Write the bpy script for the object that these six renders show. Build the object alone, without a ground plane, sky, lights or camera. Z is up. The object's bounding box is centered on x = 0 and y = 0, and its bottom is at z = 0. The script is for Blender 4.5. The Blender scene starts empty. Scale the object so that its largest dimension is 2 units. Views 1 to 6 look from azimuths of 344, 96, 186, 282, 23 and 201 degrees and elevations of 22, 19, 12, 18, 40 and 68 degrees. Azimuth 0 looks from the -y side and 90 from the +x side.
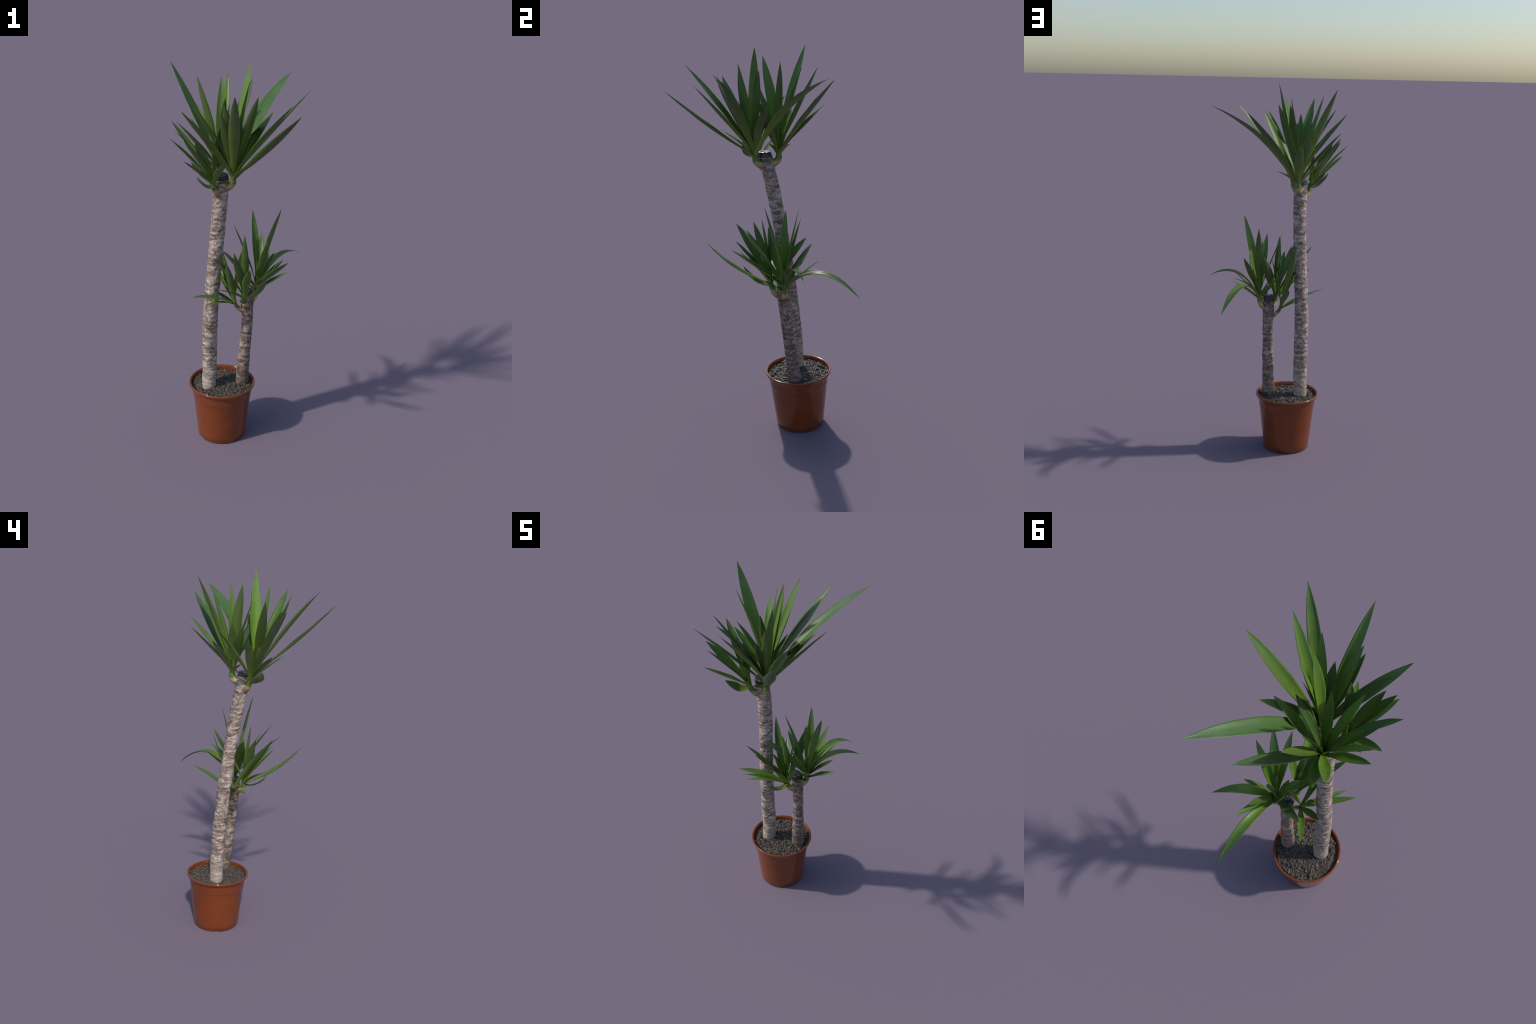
"""Potted two-stemmed yucca: terracotta-coloured plastic pot, soil, two ringed
canes with sealed cut tops, and side shoots carrying rosettes of sword leaves."""
import bpy, math, random
import numpy as np
from mathutils import Vector, Matrix, noise

random.seed(7)
POT_X, POT_Y = -0.0687, 0.1068

# ---------------------------------------------------------------- sizes
# pot wall, outside then inside, as (radius, height)
POT_PROFILE = [(0.060, 0.006), (0.118, 0.006), (0.1205, 0.0005), (0.1228, 0.0005), (0.1240, 0.0025),
               (0.1246, 0.0120), (0.1266, 0.0135), (0.1282, 0.030), (0.1392, 0.1300),
               (0.1500, 0.2320), (0.1506, 0.2355), (0.1524, 0.2372), (0.1530, 0.2410),
               (0.1548, 0.2600), (0.1578, 0.2800), (0.1606, 0.2915), (0.1640, 0.2950),
               (0.1676, 0.2955), (0.1694, 0.2968), (0.1702, 0.2992), (0.1706, 0.3015), (0.1718, 0.3028),
               (0.1732, 0.3052), (0.1735, 0.3086), (0.1725, 0.3116), (0.1702, 0.3133),
               (0.1672, 0.3136), (0.1642, 0.3122), (0.1622, 0.3090), (0.1608, 0.3040),
               (0.1588, 0.2950), (0.1568, 0.2800), (0.1550, 0.2600)]
NOTCHES = (78, 198, 318)                      # feet gaps round the bottom, degrees

# cane centre lines (x, y, z, radius)
TALL_CANE = [(-0.1400, 0.0945, 0.260, 0.0366), (-0.1395, 0.0955, 0.330, 0.0370), (-0.1381, 0.0955, 0.406, 0.0374),
             (-0.1390, 0.0883, 0.562, 0.0373), (-0.1368, 0.0768, 0.719, 0.0368), (-0.1302, 0.0635, 0.875, 0.0360),
             (-0.1208, 0.0483, 1.031, 0.0353), (-0.1117, 0.0300, 1.188, 0.0350), (-0.1062, 0.0080, 1.335, 0.0352),
             (-0.1055, -0.0100, 1.420, 0.0362), (-0.1060, -0.0150, 1.452, 0.0358), (-0.1070, -0.0185, 1.478, 0.0328)]
SHORT_CANE = [(0.0375, 0.0975, 0.255, 0.0352), (0.0377, 0.0932, 0.328, 0.0340), (0.0402, 0.0872, 0.405, 0.0324),
              (0.0439, 0.0802, 0.482, 0.0305), (0.0476, 0.0728, 0.560, 0.0288), (0.0500, 0.0660, 0.637, 0.0282),
              (0.0505, 0.0615, 0.715, 0.0290), (0.0500, 0.0590, 0.775, 0.0310), (0.0485, 0.0580, 0.815, 0.0305),
              (0.0475, 0.0580, 0.846, 0.0275)]

# shoots: spine from inside the cane bark outwards and up
S1_SPINE = [(-0.093, -0.021, 1.411), (-0.073, -0.047, 1.43), (-0.063, -0.06, 1.45), (-0.06, -0.06, 1.49), (-0.057, -0.062, 1.545)]
S2_SPINE = [(-0.116, -0.014, 1.375), (-0.134, -0.037, 1.397), (-0.149, -0.052, 1.428), (-0.157, -0.06, 1.475), (-0.163, -0.066, 1.53)]
S3_SPINE = [(-0.103, -0.001, 1.407), (-0.101, 0.034, 1.428), (-0.1, 0.051, 1.452), (-0.1, 0.052, 1.495), (-0.098, 0.055, 1.55)]
T1_SPINE = [(0.056, 0.06, 0.768), (0.084, 0.068, 0.793), (0.097, 0.07, 0.824), (0.1, 0.069, 0.87), (0.104, 0.071, 0.93)]
T2_SPINE = [(0.04, 0.043, 0.766), (0.025, 0.012, 0.787), (0.018, -0.002, 0.812), (0.015, -0.007, 0.86), (0.012, -0.01, 0.915)]
T3_SPINE = [(0.034, 0.057, 0.728), (0.011, 0.053, 0.743), (-0.008, 0.052, 0.764), (-0.02, 0.052, 0.79), (-0.032, 0.053, 0.83)]

# leaves: azimuth, elevation (degrees), length, width, place on the spine 0..1,
# arch (share of length, + bows upward), where the arch peaks 0..1, twist (degrees)
S3_LEAVES = [
    (35.3, 82.5, 0.422, 0.034, 0.78, 0.00, 0.50, 0),
    (-86.9, 75.0, 0.352, 0.036, 0.77, 0.00, 0.50, 0),
    (-150.0, 72.6, 0.457, 0.046, 0.76, 0.00, 0.50, 0),
    (73.1, 70.8, 0.418, 0.042, 0.75, 0.00, 0.50, 0),
    (145.2, 63.2, 0.540, 0.050, 0.72, 0.00, 0.50, -8),
    (-169.3, 60.5, 0.294, 0.040, 0.71, 0.00, 0.50, 0),
    (66.3, 60.5, 0.465, 0.046, 0.71, 0.00, 0.50, 0),
    (-29.3, 59.9, 0.313, 0.038, 0.71, 0.00, 0.50, 0),
    (107.9, 50.8, 0.364, 0.044, 0.67, 0.00, 0.50, -18),
    (-14.9, 48.9, 0.337, 0.040, 0.66, 0.00, 0.50, 0),
    (-155.7, 47.9, 0.357, 0.044, 0.65, 0.00, 0.50, 0),
    (50.5, 45.3, 0.532, 0.050, 0.64, 0.00, 0.50, 0),
    (96.8, 44.3, 0.319, 0.042, 0.64, 0.00, 0.50, 0),
    (163.7, 42.5, 0.279, 0.038, 0.62, 0.00, 0.50, 0),
    (-113.8, 42.4, 0.091, 0.022, 0.56, 0.10, 0.50, 0),
    (31.3, 31.6, 0.158, 0.030, 0.55, 0.05, 0.50, 0),
]
S1_LEAVES = [
    (-40.9, 79.9, 0.435, 0.040, 0.78, 0.00, 0.50, 0),
    (22.8, 79.7, 0.509, 0.046, 0.78, 0.00, 0.50, 0),
    (36.7, 78.4, 0.402, 0.036, 0.78, 0.00, 0.50, 0),
    (-91.4, 67.5, 0.319, 0.044, 0.74, 0.00, 0.50, 0),
    (-68.8, 65.3, 0.432, 0.040, 0.73, 0.00, 0.50, -25),
    (4.5, 61.5, 0.216, 0.036, 0.71, 0.00, 0.50, 0),
    (-116.5, 61.4, 0.420, 0.046, 0.71, 0.00, 0.50, 0),
    (-119.8, 58.4, 0.383, 0.042, 0.70, 0.00, 0.50, 0),
    (-158.4, 58.1, 0.450, 0.044, 0.70, 0.00, 0.50, 0),
    (-103.8, 52.3, 0.552, 0.044, 0.68, 0.01, 0.50, 0),
    (-15.7, 50.1, 0.529, 0.050, 0.67, 0.00, 0.50, 0),
    (-50.2, 50.0, 0.483, 0.044, 0.67, 0.00, 0.50, 0),
    (24.7, 49.4, 0.368, 0.046, 0.66, 0.02, 0.50, 0),
    (-146.9, 47.6, 0.485, 0.046, 0.65, 0.00, 0.50, 0),
    (-63.7, 40.5, 0.562, 0.050, 0.62, -0.03, 0.50, -12),
    (-63.2, 38.7, 0.127, 0.046, 0.58, 0.00, 0.50, 0),
    (44.3, 37.4, 0.683, 0.060, 0.61, 0.07, 0.50, 0),
    (-177.0, 7.0, 0.073, 0.026, 0.42, 0.10, 0.50, 0),
]
S2_LEAVES = [
    (-77.5, 72.1, 0.276, 0.036, 0.76, 0.00, 0.50, 0),
    (-131.6, 52.7, 0.274, 0.040, 0.67, 0.00, 0.50, 0),
    (141.2, 50.8, 0.337, 0.040, 0.67, 0.00, 0.50, 0),
    (-143.3, 49.4, 0.299, 0.040, 0.66, 0.00, 0.50, 0),
    (-171.1, 47.3, 0.304, 0.042, 0.65, 0.00, 0.50, -12),
    (-88.8, 39.2, 0.229, 0.034, 0.60, 0.00, 0.50, 0),
    (137.9, 38.0, 0.152, 0.030, 0.58, -0.06, 0.50, 0),
    (-138.8, 35.8, 0.276, 0.038, 0.59, 0.00, 0.50, 0),
    (-138.2, 30.9, 0.149, 0.054, 0.54, -0.16, 0.50, -20),
]
T1_LEAVES = [
    (150.0, 86.5, 0.291, 0.028, 0.78, 0.00, 0.50, 0),
    (93.7, 76.8, 0.371, 0.032, 0.78, 0.00, 0.50, 0),
    (-34.2, 73.8, 0.428, 0.036, 0.77, 0.00, 0.50, -25),
    (174.1, 69.4, 0.358, 0.028, 0.75, 0.00, 0.50, 0),
    (-70.6, 58.3, 0.266, 0.034, 0.70, 0.00, 0.50, 0),
    (-93.5, 55.8, 0.368, 0.036, 0.69, 0.00, 0.50, 0),
    (66.2, 55.0, 0.284, 0.036, 0.68, 0.00, 0.50, 0),
    (-156.2, 49.0, 0.325, 0.046, 0.66, 0.00, 0.50, -20),
    (3.8, 44.1, 0.200, 0.032, 0.63, 0.00, 0.50, 0),
    (-69.5, 41.9, 0.338, 0.042, 0.62, 0.00, 0.50, -18),
    (140.1, 41.0, 0.269, 0.034, 0.61, 0.00, 0.50, 0),
    (-149.7, 40.7, 0.104, 0.022, 0.55, 0.00, 0.50, 0),
    (55.9, 33.6, 0.260, 0.034, 0.58, 0.08, 0.50, 0),
    (-5.0, 29.9, 0.184, 0.034, 0.54, 0.00, 0.50, 0),
    (23.1, 26.3, 0.316, 0.041, 0.55, 0.24, 0.58, 0),
    (-106.5, 24.4, 0.111, 0.026, 0.46, -0.05, 0.50, 0),
    (68.1, 2.3, 0.402, 0.040, 0.45, 0.28, 0.48, 0),
]
T2_LEAVES = [
    (132.9, 86.0, 0.224, 0.030, 0.78, 0.00, 0.50, 0),
    (-111.5, 84.0, 0.303, 0.030, 0.78, 0.00, 0.50, 0),
    (-135.4, 67.2, 0.272, 0.034, 0.74, 0.00, 0.50, 0),
    (-120.4, 54.3, 0.342, 0.040, 0.68, 0.00, 0.50, 0),
    (75.8, 51.5, 0.316, 0.042, 0.67, 0.00, 0.50, 52),
    (-153.1, 51.1, 0.335, 0.036, 0.67, 0.00, 0.50, 0),
    (-97.9, 51.0, 0.275, 0.036, 0.66, 0.00, 0.50, 0),
    (-55.5, 50.0, 0.256, 0.032, 0.66, 0.00, 0.50, 0),
    (-86.6, 37.2, 0.392, 0.041, 0.60, -0.08, 0.50, 0),
    (-108.2, 31.9, 0.178, 0.032, 0.55, -0.17, 0.50, 0),
    (-138.7, 30.7, 0.271, 0.034, 0.57, 0.02, 0.50, 0),
]
T3_LEAVES = [
    (35.4, 76.3, 0.277, 0.032, 0.78, 0.00, 0.50, 0),
    (130.6, 69.6, 0.367, 0.034, 0.75, 0.00, 0.50, 0),
    (169.4, 67.1, 0.169, 0.030, 0.74, 0.00, 0.50, 0),
    (-116.8, 55.2, 0.361, 0.035, 0.69, 0.00, 0.50, -25),
    (108.3, 36.2, 0.270, 0.030, 0.60, 0.03, 0.50, 0),
    (153.5, 29.8, 0.140, 0.030, 0.56, 0.00, 0.50, 0),
    (-159.8, 23.0, 0.277, 0.032, 0.55, 0.05, 0.50, -14),
    (-147.1, 18.7, 0.235, 0.026, 0.52, 0.06, 0.50, 0),
]

SHOOTS = [("tall", S1_SPINE, S1_LEAVES, 0.0175), ("tall", S2_SPINE, S2_LEAVES, 0.0150),
          ("tall", S3_SPINE, S3_LEAVES, 0.0180), ("short", T1_SPINE, T1_LEAVES, 0.0150),
          ("short", T2_SPINE, T2_LEAVES, 0.0150), ("short", T3_SPINE, T3_LEAVES, 0.0105)]


# ---------------------------------------------------------------- helpers
def link(ob, parent=None):
    bpy.context.scene.collection.objects.link(ob)
    if parent is not None:
        ob.parent = parent
    return ob


def mesh_object(name, verts, faces, mats, parent, smooth=True, slots=None):
    me = bpy.data.meshes.new(name)
    me.from_pydata([tuple(v) for v in verts], [], faces)
    for m in mats:
        me.materials.append(m)
    if slots is not None:
        me.polygons.foreach_set("material_index", slots)
    if smooth:
        me.polygons.foreach_set("use_smooth", [True] * len(me.polygons))
    me.update()
    return link(bpy.data.objects.new(name, me), parent)


def spline(pts, t):
    P = np.array(pts, float)
    P = np.vstack([2 * P[0] - P[1], P, 2 * P[-1] - P[-2]])
    n = len(P) - 3
    x = min(max(t, 0.0), 0.99999) * n
    i = int(x)
    f = x - i
    a, b, c, d = P[i:i + 4]
    return 0.5 * (2 * b + (c - a) * f + (2 * a - 5 * b + 4 * c - d) * f * f + (3 * b - a - 3 * c + d) * f ** 3)


def unit(v):
    return v / max(np.linalg.norm(v), 1e-9)


def smooth01(a, b, x):
    t = min(max((x - a) / (b - a), 0.0), 1.0)
    return t * t * (3 - 2 * t)


def n3(x, y, z):
    return noise.noise(Vector((x, y, z)))


# ---------------------------------------------------------------- materials
class Nodes:
    def __init__(self, name):
        self.mat = bpy.data.materials.new(name)
        self.mat.use_nodes = True
        self.t = self.mat.node_tree
        self.bsdf = self.t.nodes["Principled BSDF"]
        self.out = self.t.nodes["Material Output"]

    def add(self, kind, **props):
        n = self.t.nodes.new(kind)
        for k, v in props.items():
            setattr(n, k, v)
        return n

    def join(self, a, b):
        self.t.links.new(a, b)

    def ramp(self, fac, stops, interp="LINEAR"):
        r = self.add("ShaderNodeValToRGB")
        r.color_ramp.interpolation = interp
        els = r.color_ramp.elements
        while len(els) < len(stops):
            els.new(0.5)
        for e, (p, c) in zip(els, stops):
            e.position = p
            e.color = (*c, 1) if len(c) == 3 else c
        self.join(fac, r.inputs[0])
        return r.outputs[0]

    def grey(self, fac, stops):
        return self.ramp(fac, [(p, (v, v, v)) for p, v in stops])

    def mix(self, fac, a, b, mode="MIX"):
        m = self.add("ShaderNodeMix", data_type="RGBA", blend_type=mode)
        for val, sock in ((fac, m.inputs[0]), (a, m.inputs[6]), (b, m.inputs[7])):
            if isinstance(val, (int, float)):
                sock.default_value = val
            elif isinstance(val, tuple):
                sock.default_value = (*val, 1)
            else:
                self.join(val, sock)
        return m.outputs[2]

    def math(self, op, a, b=0.0):
        m = self.add("ShaderNodeMath", operation=op)
        for val, sock in ((a, m.inputs[0]), (b, m.inputs[1])):
            if isinstance(val, (int, float)):
                sock.default_value = val
            else:
                self.join(val, sock)
        return m.outputs[0]

    def coords(self, kind="Object", scale=(1, 1, 1)):
        tc = self.add("ShaderNodeTexCoord")
        mp = self.add("ShaderNodeMapping")
        mp.inputs["Scale"].default_value = scale
        self.join(tc.outputs[kind], mp.inputs[0])
        return mp.outputs[0]

    def noise(self, vec, scale, detail=3.0, rough=0.55, dist=0.0):
        n = self.add("ShaderNodeTexNoise")
        n.inputs["Scale"].default_value = scale
        n.inputs["Detail"].default_value = detail
        n.inputs["Roughness"].default_value = rough
        n.inputs["Distortion"].default_value = dist
        self.join(vec, n.inputs["Vector"])
        return n.outputs["Fac"]

    def bump(self, height, strength, dist):
        b = self.add("ShaderNodeBump")
        b.inputs["Strength"].default_value = strength
        b.inputs["Distance"].default_value = dist
        self.join(height, b.inputs["Height"])
        self.join(b.outputs[0], self.bsdf.inputs["Normal"])

    def axis(self, vec, which):
        s = self.add("ShaderNodeSeparateXYZ")
        self.join(vec, s.inputs[0])
        return s.outputs[which]

    def set(self, **kw):
        for k, v in kw.items():
            sock = self.bsdf.inputs[k.replace("_", " ")]
            if isinstance(v, (int, float)):
                sock.default_value = v
            elif isinstance(v, tuple):
                sock.default_value = (*v, 1)
            else:
                self.join(v, sock)


def leaf_material(name, base, mid, tip, rough, glow):
    n = Nodes(name)
    g = n.coords("Generated")
    along = n.axis(g, 1)
    col = n.ramp(along, [(0.0, base), (0.16, tuple(0.5 * (a + b) for a, b in zip(base, mid))), (0.44, mid), (0.85, tip),
                         (0.985, tip), (1.0, (0.14, 0.12, 0.05))])
    # long fine veins and slow blotches
    veins = n.noise(n.coords("Generated", (26, 0.6, 1)), 3.0, 2.0)
    blot = n.noise(n.coords("Object", (1, 1, 1)), 9.0, 2.0)
    info = n.add("ShaderNodeObjectInfo")
    col = n.mix(1.0, col, n.grey(veins, [(0.3, 0.86), (0.7, 1.12)]), "MULTIPLY")
    col = n.mix(1.0, col, n.grey(blot, [(0.3, 0.88), (0.7, 1.1)]), "MULTIPLY")
    col = n.mix(1.0, col, n.grey(info.outputs["Random"], [(0.0, 0.80), (1.0, 1.22)]), "MULTIPLY")
    n.set(Base_Color=col, Roughness=rough, Specular_IOR_Level=0.5)
    n.bump(veins, 0.12, 0.002)
    tr = n.add("ShaderNodeBsdfTranslucent")
    n.join(n.mix(1.0, col, (1.25, 1.35, 0.7), "MULTIPLY"), tr.inputs["Color"])
    ms = n.add("ShaderNodeMixShader")
    ms.inputs[0].default_value = glow
    n.join(n.bsdf.outputs[0], ms.inputs[1])
    n.join(tr.outputs[0], ms.inputs[2])
    n.join(ms.outputs[0], n.out.inputs["Surface"])
    return n.mat


def bark_material(name, dark, mid, light, foot, foot_z):
    n = Nodes(name)
    p = n.coords("Object")
    z = n.axis(p, 2)
    # mottled blotches, wider than tall
    patch = n.noise(n.coords("Object", (1, 1, 1.9)), 18.0, 4.0, 0.62, 0.8)
    fine = n.noise(n.coords("Object", (1, 1, 2.4)), 95.0, 4.0, 0.65)
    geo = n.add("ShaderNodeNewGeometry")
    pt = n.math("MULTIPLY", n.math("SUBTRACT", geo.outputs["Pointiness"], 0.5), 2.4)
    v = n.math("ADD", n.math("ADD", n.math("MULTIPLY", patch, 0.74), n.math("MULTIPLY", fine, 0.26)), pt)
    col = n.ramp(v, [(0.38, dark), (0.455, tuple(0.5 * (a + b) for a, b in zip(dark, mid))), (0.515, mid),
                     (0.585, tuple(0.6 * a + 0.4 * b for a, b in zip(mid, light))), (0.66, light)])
    # thin broken pale crescents: the old leaf scars
    w = n.add("ShaderNodeTexWave", wave_type="BANDS", bands_direction="Z", wave_profile="SIN")
    w.inputs["Scale"].default_value = 11.5
    w.inputs["Distortion"].default_value = 6.0
    w.inputs["Detail"].default_value = 2.0
    w.inputs["Detail Scale"].default_value = 1.3
    n.join(n.coords("Object", (0.9, 0.9, 1.0)), w.inputs["Vector"])
    rings = w.outputs["Fac"]
    where = n.noise(n.coords("Object", (1, 1, 1.6)), 34.0, 2.0)
    scar = n.math("MULTIPLY", n.grey(rings, [(0.66, 0.0), (0.98, 1.0)]), n.grey(where, [(0.44, 0.0), (0.60, 1.0)]))
    col = n.mix(n.math("MULTIPLY", scar, 0.62), col, light)
    under = n.math("MULTIPLY", n.grey(rings, [(0.02, 1.0), (0.22, 0.0)]), n.grey(where, [(0.40, 1.0), (0.58, 0.0)]))
    col = n.mix(n.math("MULTIPLY", under, 0.42), col, dark)
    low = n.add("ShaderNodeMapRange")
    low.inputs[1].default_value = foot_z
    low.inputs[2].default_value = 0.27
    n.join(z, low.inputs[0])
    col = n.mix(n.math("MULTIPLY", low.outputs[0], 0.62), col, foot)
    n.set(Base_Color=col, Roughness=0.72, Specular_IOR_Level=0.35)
    n.bump(n.math("ADD", fine, n.math("MULTIPLY", rings, 0.5)), 0.35, 0.003)
    return n.mat


def pot_material():
    n = Nodes("glossy_terracotta_plastic")
    p = n.coords("Object")
    wear = n.noise(p, 14.0, 4.0)
    col = n.ramp(wear, [(0.3, (0.178, 0.041, 0.0095)), (0.7, (0.212, 0.050, 0.0115))])
    n.set(Base_Color=col, Roughness=n.grey(wear, [(0.3, 0.08), (0.7, 0.13)]), Specular_IOR_Level=0.5)
    return n.mat


def soil_material(name, lift):
    n = Nodes(name)
    p = n.coords("Object")
    a = n.noise(p, 70.0, 5.0, 0.65)
    b = n.noise(p, 260.0, 3.0, 0.6)
    v = n.math("ADD", n.math("MULTIPLY", a, 0.5), n.math("MULTIPLY", b, 0.5))
    k = lift
    col = n.ramp(v, [(0.32, (0.014 * k, 0.010 * k, 0.008 * k)), (0.5, (0.066 * k, 0.049 * k, 0.037 * k)),
                     (0.68, (0.185 * k, 0.145 * k, 0.115 * k))])
    n.set(Base_Color=col, Roughness=0.40, Specular_IOR_Level=0.65)
    n.bump(b, 0.6, 0.004)
    return n.mat


def seal_material():
    n = Nodes("dark_wax_seal")
    v = n.noise(n.coords("Object"), 60.0, 4.0)
    col = n.ramp(v, [(0.3, (0.010, 0.011, 0.016)), (0.62, (0.030, 0.031, 0.040)), (0.8, (0.075, 0.062, 0.06))])
    n.set(Base_Color=col, Roughness=0.34, Specular_IOR_Level=0.55)
    n.bump(v, 0.4, 0.004)
    return n.mat


def shoot_material():
    n = Nodes("shoot_sheath")
    g = n.coords("Generated")
    v = n.noise(n.coords("Object", (1, 1, 0.5)), 40.0, 3.0)
    h = n.math("ADD", n.axis(g, 2), n.math("MULTIPLY", n.math("SUBTRACT", v, 0.5), 0.22))
    col = n.ramp(h, [(0.12, (0.22, 0.155, 0.110)), (0.19, (0.38, 0.265, 0.130)), (0.28, (0.42, 0.34, 0.110)),
                     (0.37, (0.085, 0.145, 0.035)), (0.6, (0.085, 0.185, 0.032)), (1.0, (0.12, 0.24, 0.04))])
    n.set(Base_Color=col, Roughness=0.42)
    return n.mat


LEAF_TOP = leaf_material("leaf_upper", (0.230, 0.350, 0.040), (0.134, 0.252, 0.027), (0.116, 0.220, 0.043), 0.44, 0.20)
LEAF_OLD = leaf_material("leaf_upper_mature", (0.170, 0.270, 0.045), (0.076, 0.156, 0.034), (0.074, 0.146, 0.046), 0.44, 0.16)
LEAF_UNDER = leaf_material("leaf_under", (0.210, 0.320, 0.045), (0.120, 0.196, 0.038), (0.100, 0.160, 0.050), 0.42, 0.20)
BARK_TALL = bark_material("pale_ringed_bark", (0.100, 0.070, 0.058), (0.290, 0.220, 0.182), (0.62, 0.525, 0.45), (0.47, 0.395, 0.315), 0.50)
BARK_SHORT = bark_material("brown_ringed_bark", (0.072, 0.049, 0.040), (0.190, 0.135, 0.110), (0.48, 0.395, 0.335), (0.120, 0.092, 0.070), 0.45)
POT_MAT = pot_material()
SOIL_MAT = soil_material("potting_soil", 1.0)
CRUMB_MAT = soil_material("soil_crumb", 1.15)
SEAL_MAT = seal_material()
SHOOT_MAT = shoot_material()

# ---------------------------------------------------------------- the thing
plant = link(bpy.data.objects.new("potted_yucca", None))
plant.location = (POT_X, POT_Y, 0)
plant["label"] = "two-stemmed yucca with sword leaves in a terracotta pot"
plant["category"] = "potted plant"
ROOT = Vector((POT_X, POT_Y, 0))


# ---------------------------------------------------------------- pot
def build_pot():
    seg = 240
    verts, faces = [], []
    for r, z in POT_PROFILE:
        for k in range(seg):
            a = 2 * math.pi * k / seg
            deg = math.degrees(a)
            zz = z
            if z < 0.006 and r > 0.115:
                for nc in NOTCHES:
                    d = abs((deg - nc + 180) % 360 - 180) * math.pi / 180 * 0.1225
                    zz = max(zz, z + 0.0062 * (1 - smooth01(0.009, 0.0190, d)))
            verts.append((r * math.cos(a), r * math.sin(a), zz))
    for i in range(len(POT_PROFILE) - 1):
        for k in range(seg):
            k2 = (k + 1) % seg
            faces.append((i * seg + k, i * seg + k2, (i + 1) * seg + k2, (i + 1) * seg + k))
    faces.append(tuple(reversed(range(seg))))
    ob = mesh_object("pot", verts, faces, [POT_MAT], plant)
    mod = ob.modifiers.new("edges", "EDGE_SPLIT")
    mod.split_angle = math.radians(50)
    return ob


# ---------------------------------------------------------------- soil
SOIL_R = 0.1585


def soil_height(x, y):
    r = math.hypot(x, y)
    z = 0.2985 - 0.010 * (r / SOIL_R) ** 3
    z += 0.0040 * n3(x * 18, y * 18, 1.3) + 0.0070 * n3(x * 42, y * 42, 4.1)
    z += 0.0045 * n3(x * 115, y * 115, 8.7) + 0.0020 * n3(x * 300, y * 300, 3.3)
    return z


def build_soil():
    rings, seg = 80, 260
    verts, faces = [(0, 0, soil_height(0, 0))], []
    for i in range(1, rings + 1):
        r = SOIL_R * i / rings
        for k in range(seg):
            a = 2 * math.pi * k / seg
            x, y = r * math.cos(a), r * math.sin(a)
            verts.append((x, y, soil_height(x, y)))
    for k in range(seg):
        faces.append((0, 1 + k, 1 + (k + 1) % seg))
    for i in range(rings - 1):
        for k in range(seg):
            k2 = (k + 1) % seg
            a, b = 1 + i * seg, 1 + (i + 1) * seg
            faces.append((a + k, b + k, b + k2, a + k2))
    soil = mesh_object("soil", verts, faces, [SOIL_MAT], plant)
    # loose crumbs: small rounded lumps, joined
    rnd = random.Random(11)
    verts, faces = [], []
    for _ in range(4200):
        r = (SOIL_R - 0.004) * math.sqrt(rnd.random())
        a = rnd.random() * 2 * math.pi
        x, y = r * math.cos(a), r * math.sin(a)
        s = rnd.choice((0.002, 0.0024, 0.003, 0.0038, 0.0046)) * rnd.uniform(0.7, 1.2)
        if rnd.random() < 0.03:
            s = rnd.uniform(0.006, 0.0085)
        if n3(x * 40, y * 40, 9.1) < -0.12 and s < 0.005:
            s *= 0.6
        c = Vector((x, y, soil_height(x, y) + s * 0.35))
        rot = Matrix.Rotation(rnd.random() * 6.28, 3, "Z") @ Matrix.Rotation(rnd.random() * 3.1, 3, "X")
        sx, sy, sz = rnd.uniform(0.8, 1.5), rnd.uniform(0.7, 1.1), rnd.uniform(0.5, 0.9)
        base = len(verts)
        rows = ((0.0, 1.0), (0.82, 0.5), (0.92, -0.35), (0.0, -1.0))
        ids = []
        for rr, zz in rows:
            m = 1 if rr == 0 else 6
            ring = []
            for k in range(m):
                q = 2 * math.pi * (k + (0.5 if zz > 0 else 0)) / max(m, 1)
                j = rnd.uniform(0.78, 1.2)
                v = rot @ Vector((rr * math.cos(q) * sx * j, rr * math.sin(q) * sy * j, zz * sz * j)) * s
                ring.append(len(verts))
                verts.append(c + v)
            ids.append(ring)
        for k in range(6):
            k2 = (k + 1) % 6
            faces.append((ids[0][0], ids[1][k], ids[1][k2]))
            faces.append((ids[1][k], ids[2][k], ids[2][k2], ids[1][k2]))
            faces.append((ids[2][k], ids[3][0], ids[2][k2]))
    crumbs = mesh_object("soil_crumbs", verts, faces, [CRUMB_MAT], plant, smooth=False)
    crumbs["kind"] = "stuff"


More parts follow.
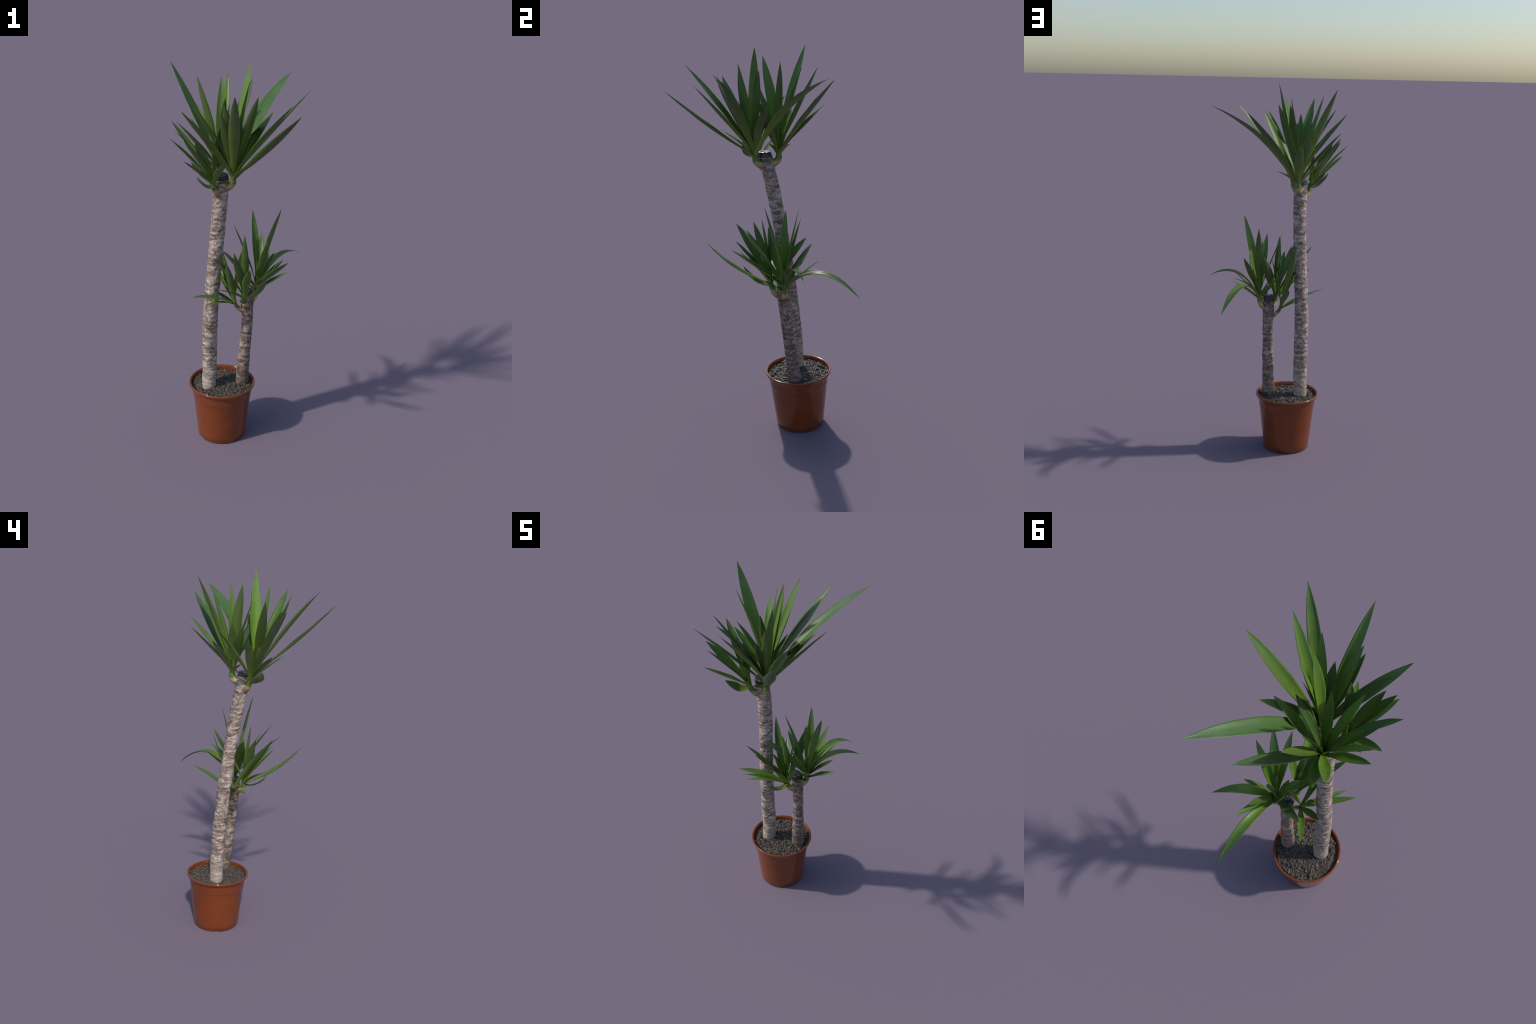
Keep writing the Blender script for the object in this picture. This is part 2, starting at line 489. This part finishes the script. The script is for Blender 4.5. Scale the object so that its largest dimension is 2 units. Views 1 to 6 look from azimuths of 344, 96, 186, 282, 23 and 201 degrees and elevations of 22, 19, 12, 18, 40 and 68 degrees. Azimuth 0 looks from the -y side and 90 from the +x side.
# ---------------------------------------------------------------- canes
def build_cane(name, line, mat, seed, seal_from, pitch):
    """Tapered stem with crescent leaf scars; the sealed cut end is its own part."""
    seg = 120
    z0, z1 = line[0][2], line[-1][2]
    rows = int((z1 - z0) / 0.0022)
    grid = []
    for i in range(rows + 1):
        t = i / rows
        cx, cy, z, r = spline(line, t)
        ring = []
        for k in range(seg):
            a = 2 * math.pi * k / seg
            ca, sa = math.cos(a), math.sin(a)
            warp = n3(ca * 1.5 + seed, sa * 1.5, z * 17)
            warp2 = n3(ca * 3.2, sa * 3.2 + seed, z * 34)
            ph = z / pitch + 0.95 * warp + 0.55 * warp2
            f = ph - math.floor(ph)
            ridge = f ** 1.6 * (1 - smooth01(0.86, 1.0, f))
            amp = smooth01(-0.30, 0.30, n3(ca * 1.9, sa * 1.9, z * 22 + seed * 3))
            quiet = 0.45 + 0.55 * smooth01(0.30, 0.50, z)
            d = 0.0023 * ridge * amp * quiet - 0.0006
            d += 0.0022 * n3(ca * 1.1 + seed * 2, sa * 1.1, z * 9) + 0.0016 * n3(ca * 1.8, sa * 1.8 + seed, z * 26)
            d += 0.0013 * n3(ca * 2.6, sa * 2.6, z * 60 + seed)
            d += 0.0007 * n3(ca * 6, sa * 6, z * 170 + seed)
            if z > seal_from:
                d *= 0.35
            rr = r + d
            ring.append((cx + rr * ca, cy + rr * sa, z))
        grid.append(ring)
    off = ROOT
    cut = next((i for i, g in enumerate(grid) if g[0][2] > seal_from), rows)
    verts, faces = [], []
    for ring in grid[:cut + 1]:
        verts += [(x - off.x, y - off.y, z) for x, y, z in ring]
    for i in range(cut):
        for k in range(seg):
            k2 = (k + 1) % seg
            faces.append((i * seg + k, i * seg + k2, (i + 1) * seg + k2, (i + 1) * seg + k))
    cane = mesh_object(name, verts, faces, [mat], plant)
    # sealed end: ragged lower hem, rounded rim, slightly domed cut face
    verts, faces = [], []
    hem = []
    for k in range(seg):
        a = 2 * math.pi * k / seg
        hem.append(round(7 * n3(math.cos(a) * 1.3 + seed, math.sin(a) * 1.3, 2.2) + 4 * n3(math.cos(a) * 3.5, math.sin(a) * 3.5, seed)))
    rows_s = grid[cut - 12:]
    n_side = len(rows_s)
    top_c = spline(line, 1.0)
    for j, ring in enumerate(rows_s):
        cx, cy, z, r = spline(line, (cut - 12 + j) / rows)
        for k, (x, y, zz) in enumerate(ring):
            buried = j < min(8 + hem[k], 11)
            g = 0.985 if buried else 1.018
            verts.append((cx + (x - cx) * g - off.x, cy + (y - cy) * g - off.y, zz))
    last = rows_s[-1]
    for s, dz in ((0.985, 0.0016), (0.95, 0.0032), (0.88, 0.0042), (0.7, 0.0048), (0.45, 0.0052), (0.2, 0.0054)):
        for k, (x, y, zz) in enumerate(last):
            lump = 0.0034 * n3(x * 75, y * 75, seed) * min(1.0, (1 - s) * 4)
            verts.append((top_c[0] + (x - top_c[0]) * s * 1.018 - off.x, top_c[1] + (y - top_c[1]) * s * 1.018 - off.y, zz + dz + lump))
    total = n_side + 6
    for i in range(total - 1):
        for k in range(seg):
            k2 = (k + 1) % seg
            faces.append((i * seg + k, i * seg + k2, (i + 1) * seg + k2, (i + 1) * seg + k))
    faces.append(tuple((total - 1) * seg + k for k in range(seg)))
    mesh_object("sealed_cut", verts, faces, [SEAL_MAT], cane)
    return cane


# ---------------------------------------------------------------- shoots
def build_shoot(spine, radius, cane):
    seg, rows = 28, 44
    base = Vector(tuple(spline(spine, 0)))
    verts, faces = [], []
    ref = np.array((0.3, 0.9, 0.2))
    for i in range(rows + 1):
        t = i / rows
        p = spline(spine, t)
        tan = unit(spline(spine, min(t + 0.02, 1)) - spline(spine, max(t - 0.02, 0)))
        u = unit(np.cross(tan, ref))
        v = np.cross(tan, u)
        r = radius * (1.02 - 0.16 * smooth01(0.3, 0.6, t) - 0.30 * smooth01(0.5, 0.75, t) - 0.44 * smooth01(0.66, 1.0, t))
        for k in range(seg):
            a = 2 * math.pi * k / seg
            rr = r * (1 + 0.06 * n3(math.cos(a) * 1.5 + p[0] * 30, math.sin(a) * 1.5, t * 5) + 0.05 * math.sin(3 * a + 9 * t))
            q = p + rr * (math.cos(a) * u + math.sin(a) * v)
            verts.append((q[0] - base.x, q[1] - base.y, q[2] - base.z))
    for i in range(rows):
        for k in range(seg):
            k2 = (k + 1) % seg
            faces.append((i * seg + k, i * seg + k2, (i + 1) * seg + k2, (i + 1) * seg + k))
    faces.append(tuple(reversed(range(seg))))
    faces.append(tuple(rows * seg + k for k in range(seg)))
    ob = mesh_object("shoot", verts, faces, [SHOOT_MAT], cane)
    ob.location = base - ROOT
    return ob, base


def leaf_width(t):
    """Share of full width along a sword leaf: clasping foot, waist, belly, long point."""
    foot = 0.40
    belly = foot + (1.0 - foot) * smooth01(0.03, 0.53, t)
    s = smooth01(0.0, 1.0, min(max((t - 0.46) / 0.54, 0), 1))
    taper = (1 - ((t - 0.46) / 0.54) ** 2.6) if t > 0.46 else 1.0
    return max(belly * taper, 0.0) + 0.012 * (1 - s)


def build_leaf(spine, spec, radius, shoot, shoot_base, rnd):
    az, el, length, width, place, arch, peak, twist = spec
    az, el = math.radians(az), math.radians(el)
    chord = np.array((math.cos(el) * math.cos(az), math.cos(el) * math.sin(az), math.sin(el)))
    axis = unit(spline(spine, 1.0) - spline(spine, 0.55))
    foot = spline(spine, place)
    axis = unit(0.45 * axis + np.array((0, 0, 0.55)))
    lean = axis - chord * axis.dot(chord)
    if np.linalg.norm(lean) < 0.12:
        lean = np.array((-math.cos(az), -math.sin(az), 0.15))
    up = unit(lean - chord * lean.dot(chord))
    side = np.cross(chord, up)
    q0 = math.radians(twist + rnd.uniform(-7, 7))
    up, side = up * math.cos(q0) + side * math.sin(q0), side * math.cos(q0) - up * math.sin(q0)
    up_arch = unit(lean - chord * lean.dot(chord))
    p, q = 2 * peak, 2 * (1 - peak)
    norm = peak ** p * (1 - peak) ** q
    lead = 0.75 * min(1.0, np.linalg.norm(axis - chord))
    sway = rnd.uniform(-0.012, 0.012) * length
    nu, nv = 9, 44
    centre = []
    for j in range(nv + 1):
        t = j / nv
        c = foot + chord * length * t
        c = c + up_arch * (arch * length * t ** p * (1 - t) ** q / norm + lead * t * length * math.exp(-t * length / 0.03) * (1 - t))
        c = c + side * sway * math.sin(math.pi * t) - up_arch * radius * 0.60 * (1 - smooth01(0.0, 0.10, t * length))
        centre.append(c)
    # local frame: y runs from foot to tip, z is the upper face
    M = np.array((side, chord, up))
    ph = rnd.random() * 10
    fold = rnd.uniform(0.42, 0.62)
    top, bot = [], []
    for j in range(nv + 1):
        t = j / nv
        tan = unit(centre[min(j + 1, nv)] - centre[max(j - 1, 0)])
        sd = unit(side - tan * side.dot(tan))
        nrm = np.cross(sd, tan)
        half = 0.5 * 1.15 * width * leaf_width(t)
        clasp = 1 - smooth01(0.0, 0.045, t * length)
        half = half * (1 - clasp) + max(half, 0.78 * radius) * clasp
        cup = 0.55 * clasp + 0.28 * (1 - smooth01(0.3, 0.95, t)) + fold
        thick = 0.0011 + 0.0014 * clasp
        thick *= 0.25 + 0.75 * (1 - smooth01(0.75, 1.0, t))
        for i in range(nu):
            s = -1 + 2 * i / (nu - 1)
            x = math.sin(s * cup) / math.sin(min(cup, 1.45))
            h = (1 - math.cos(s * cup)) / math.sin(min(cup, 1.45))
            ripple = 0.0012 * n3(t * 6 + ph, s * 1.5, ph) * smooth01(0.1, 0.4, t)
            base = centre[j] + sd * (half * x) + nrm * (half * h + ripple)
            e = thick * (0.18 + 0.82 * (1 - s * s))
            top.append(M @ (base - foot + nrm * e * 0.5))
            bot.append(M @ (base - foot - nrm * e * 0.5))
    verts = top + bot
    N = len(top)
    faces, slots = [], []
    for j in range(nv):
        for i in range(nu - 1):
            a = j * nu + i
            faces.append((a, a + 1, a + nu + 1, a + nu))
            slots.append(0)
            faces.append((N + a, N + a + nu, N + a + nu + 1, N + a + 1))
            slots.append(1)
        a, b = j * nu, j * nu + nu - 1
        faces.append((a, a + nu, N + a + nu, N + a))
        faces.append((b, N + b, N + b + nu, b + nu))
        slots += [0, 0]
    for i in range(nu - 1):
        a = nv * nu + i
        faces.append((a, a + 1, N + a + 1, N + a))
        faces.append((i, N + i, N + i + 1, i + 1))
        slots += [0, 0]
    ob = mesh_object("leaf", verts, faces, [LEAF_OLD if width > 0.055 or rnd.random() < 0.16 else LEAF_TOP, LEAF_UNDER], shoot, True, slots)
    R = Matrix(((side[0], chord[0], up[0]), (side[1], chord[1], up[1]), (side[2], chord[2], up[2]))).to_4x4()
    ob.matrix_local = Matrix.Translation(Vector(tuple(foot)) - shoot_base) @ R
    return ob


build_pot()
build_soil()
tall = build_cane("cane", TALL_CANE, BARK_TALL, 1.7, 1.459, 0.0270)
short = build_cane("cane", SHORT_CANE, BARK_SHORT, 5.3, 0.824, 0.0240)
rnd = random.Random(23)
for which, spine, leaves, radius in SHOOTS:
    shoot, base = build_shoot(spine, radius, tall if which == "tall" else short)
    for spec in leaves:
        build_leaf(spine, spec, radius, shoot, base, rnd)
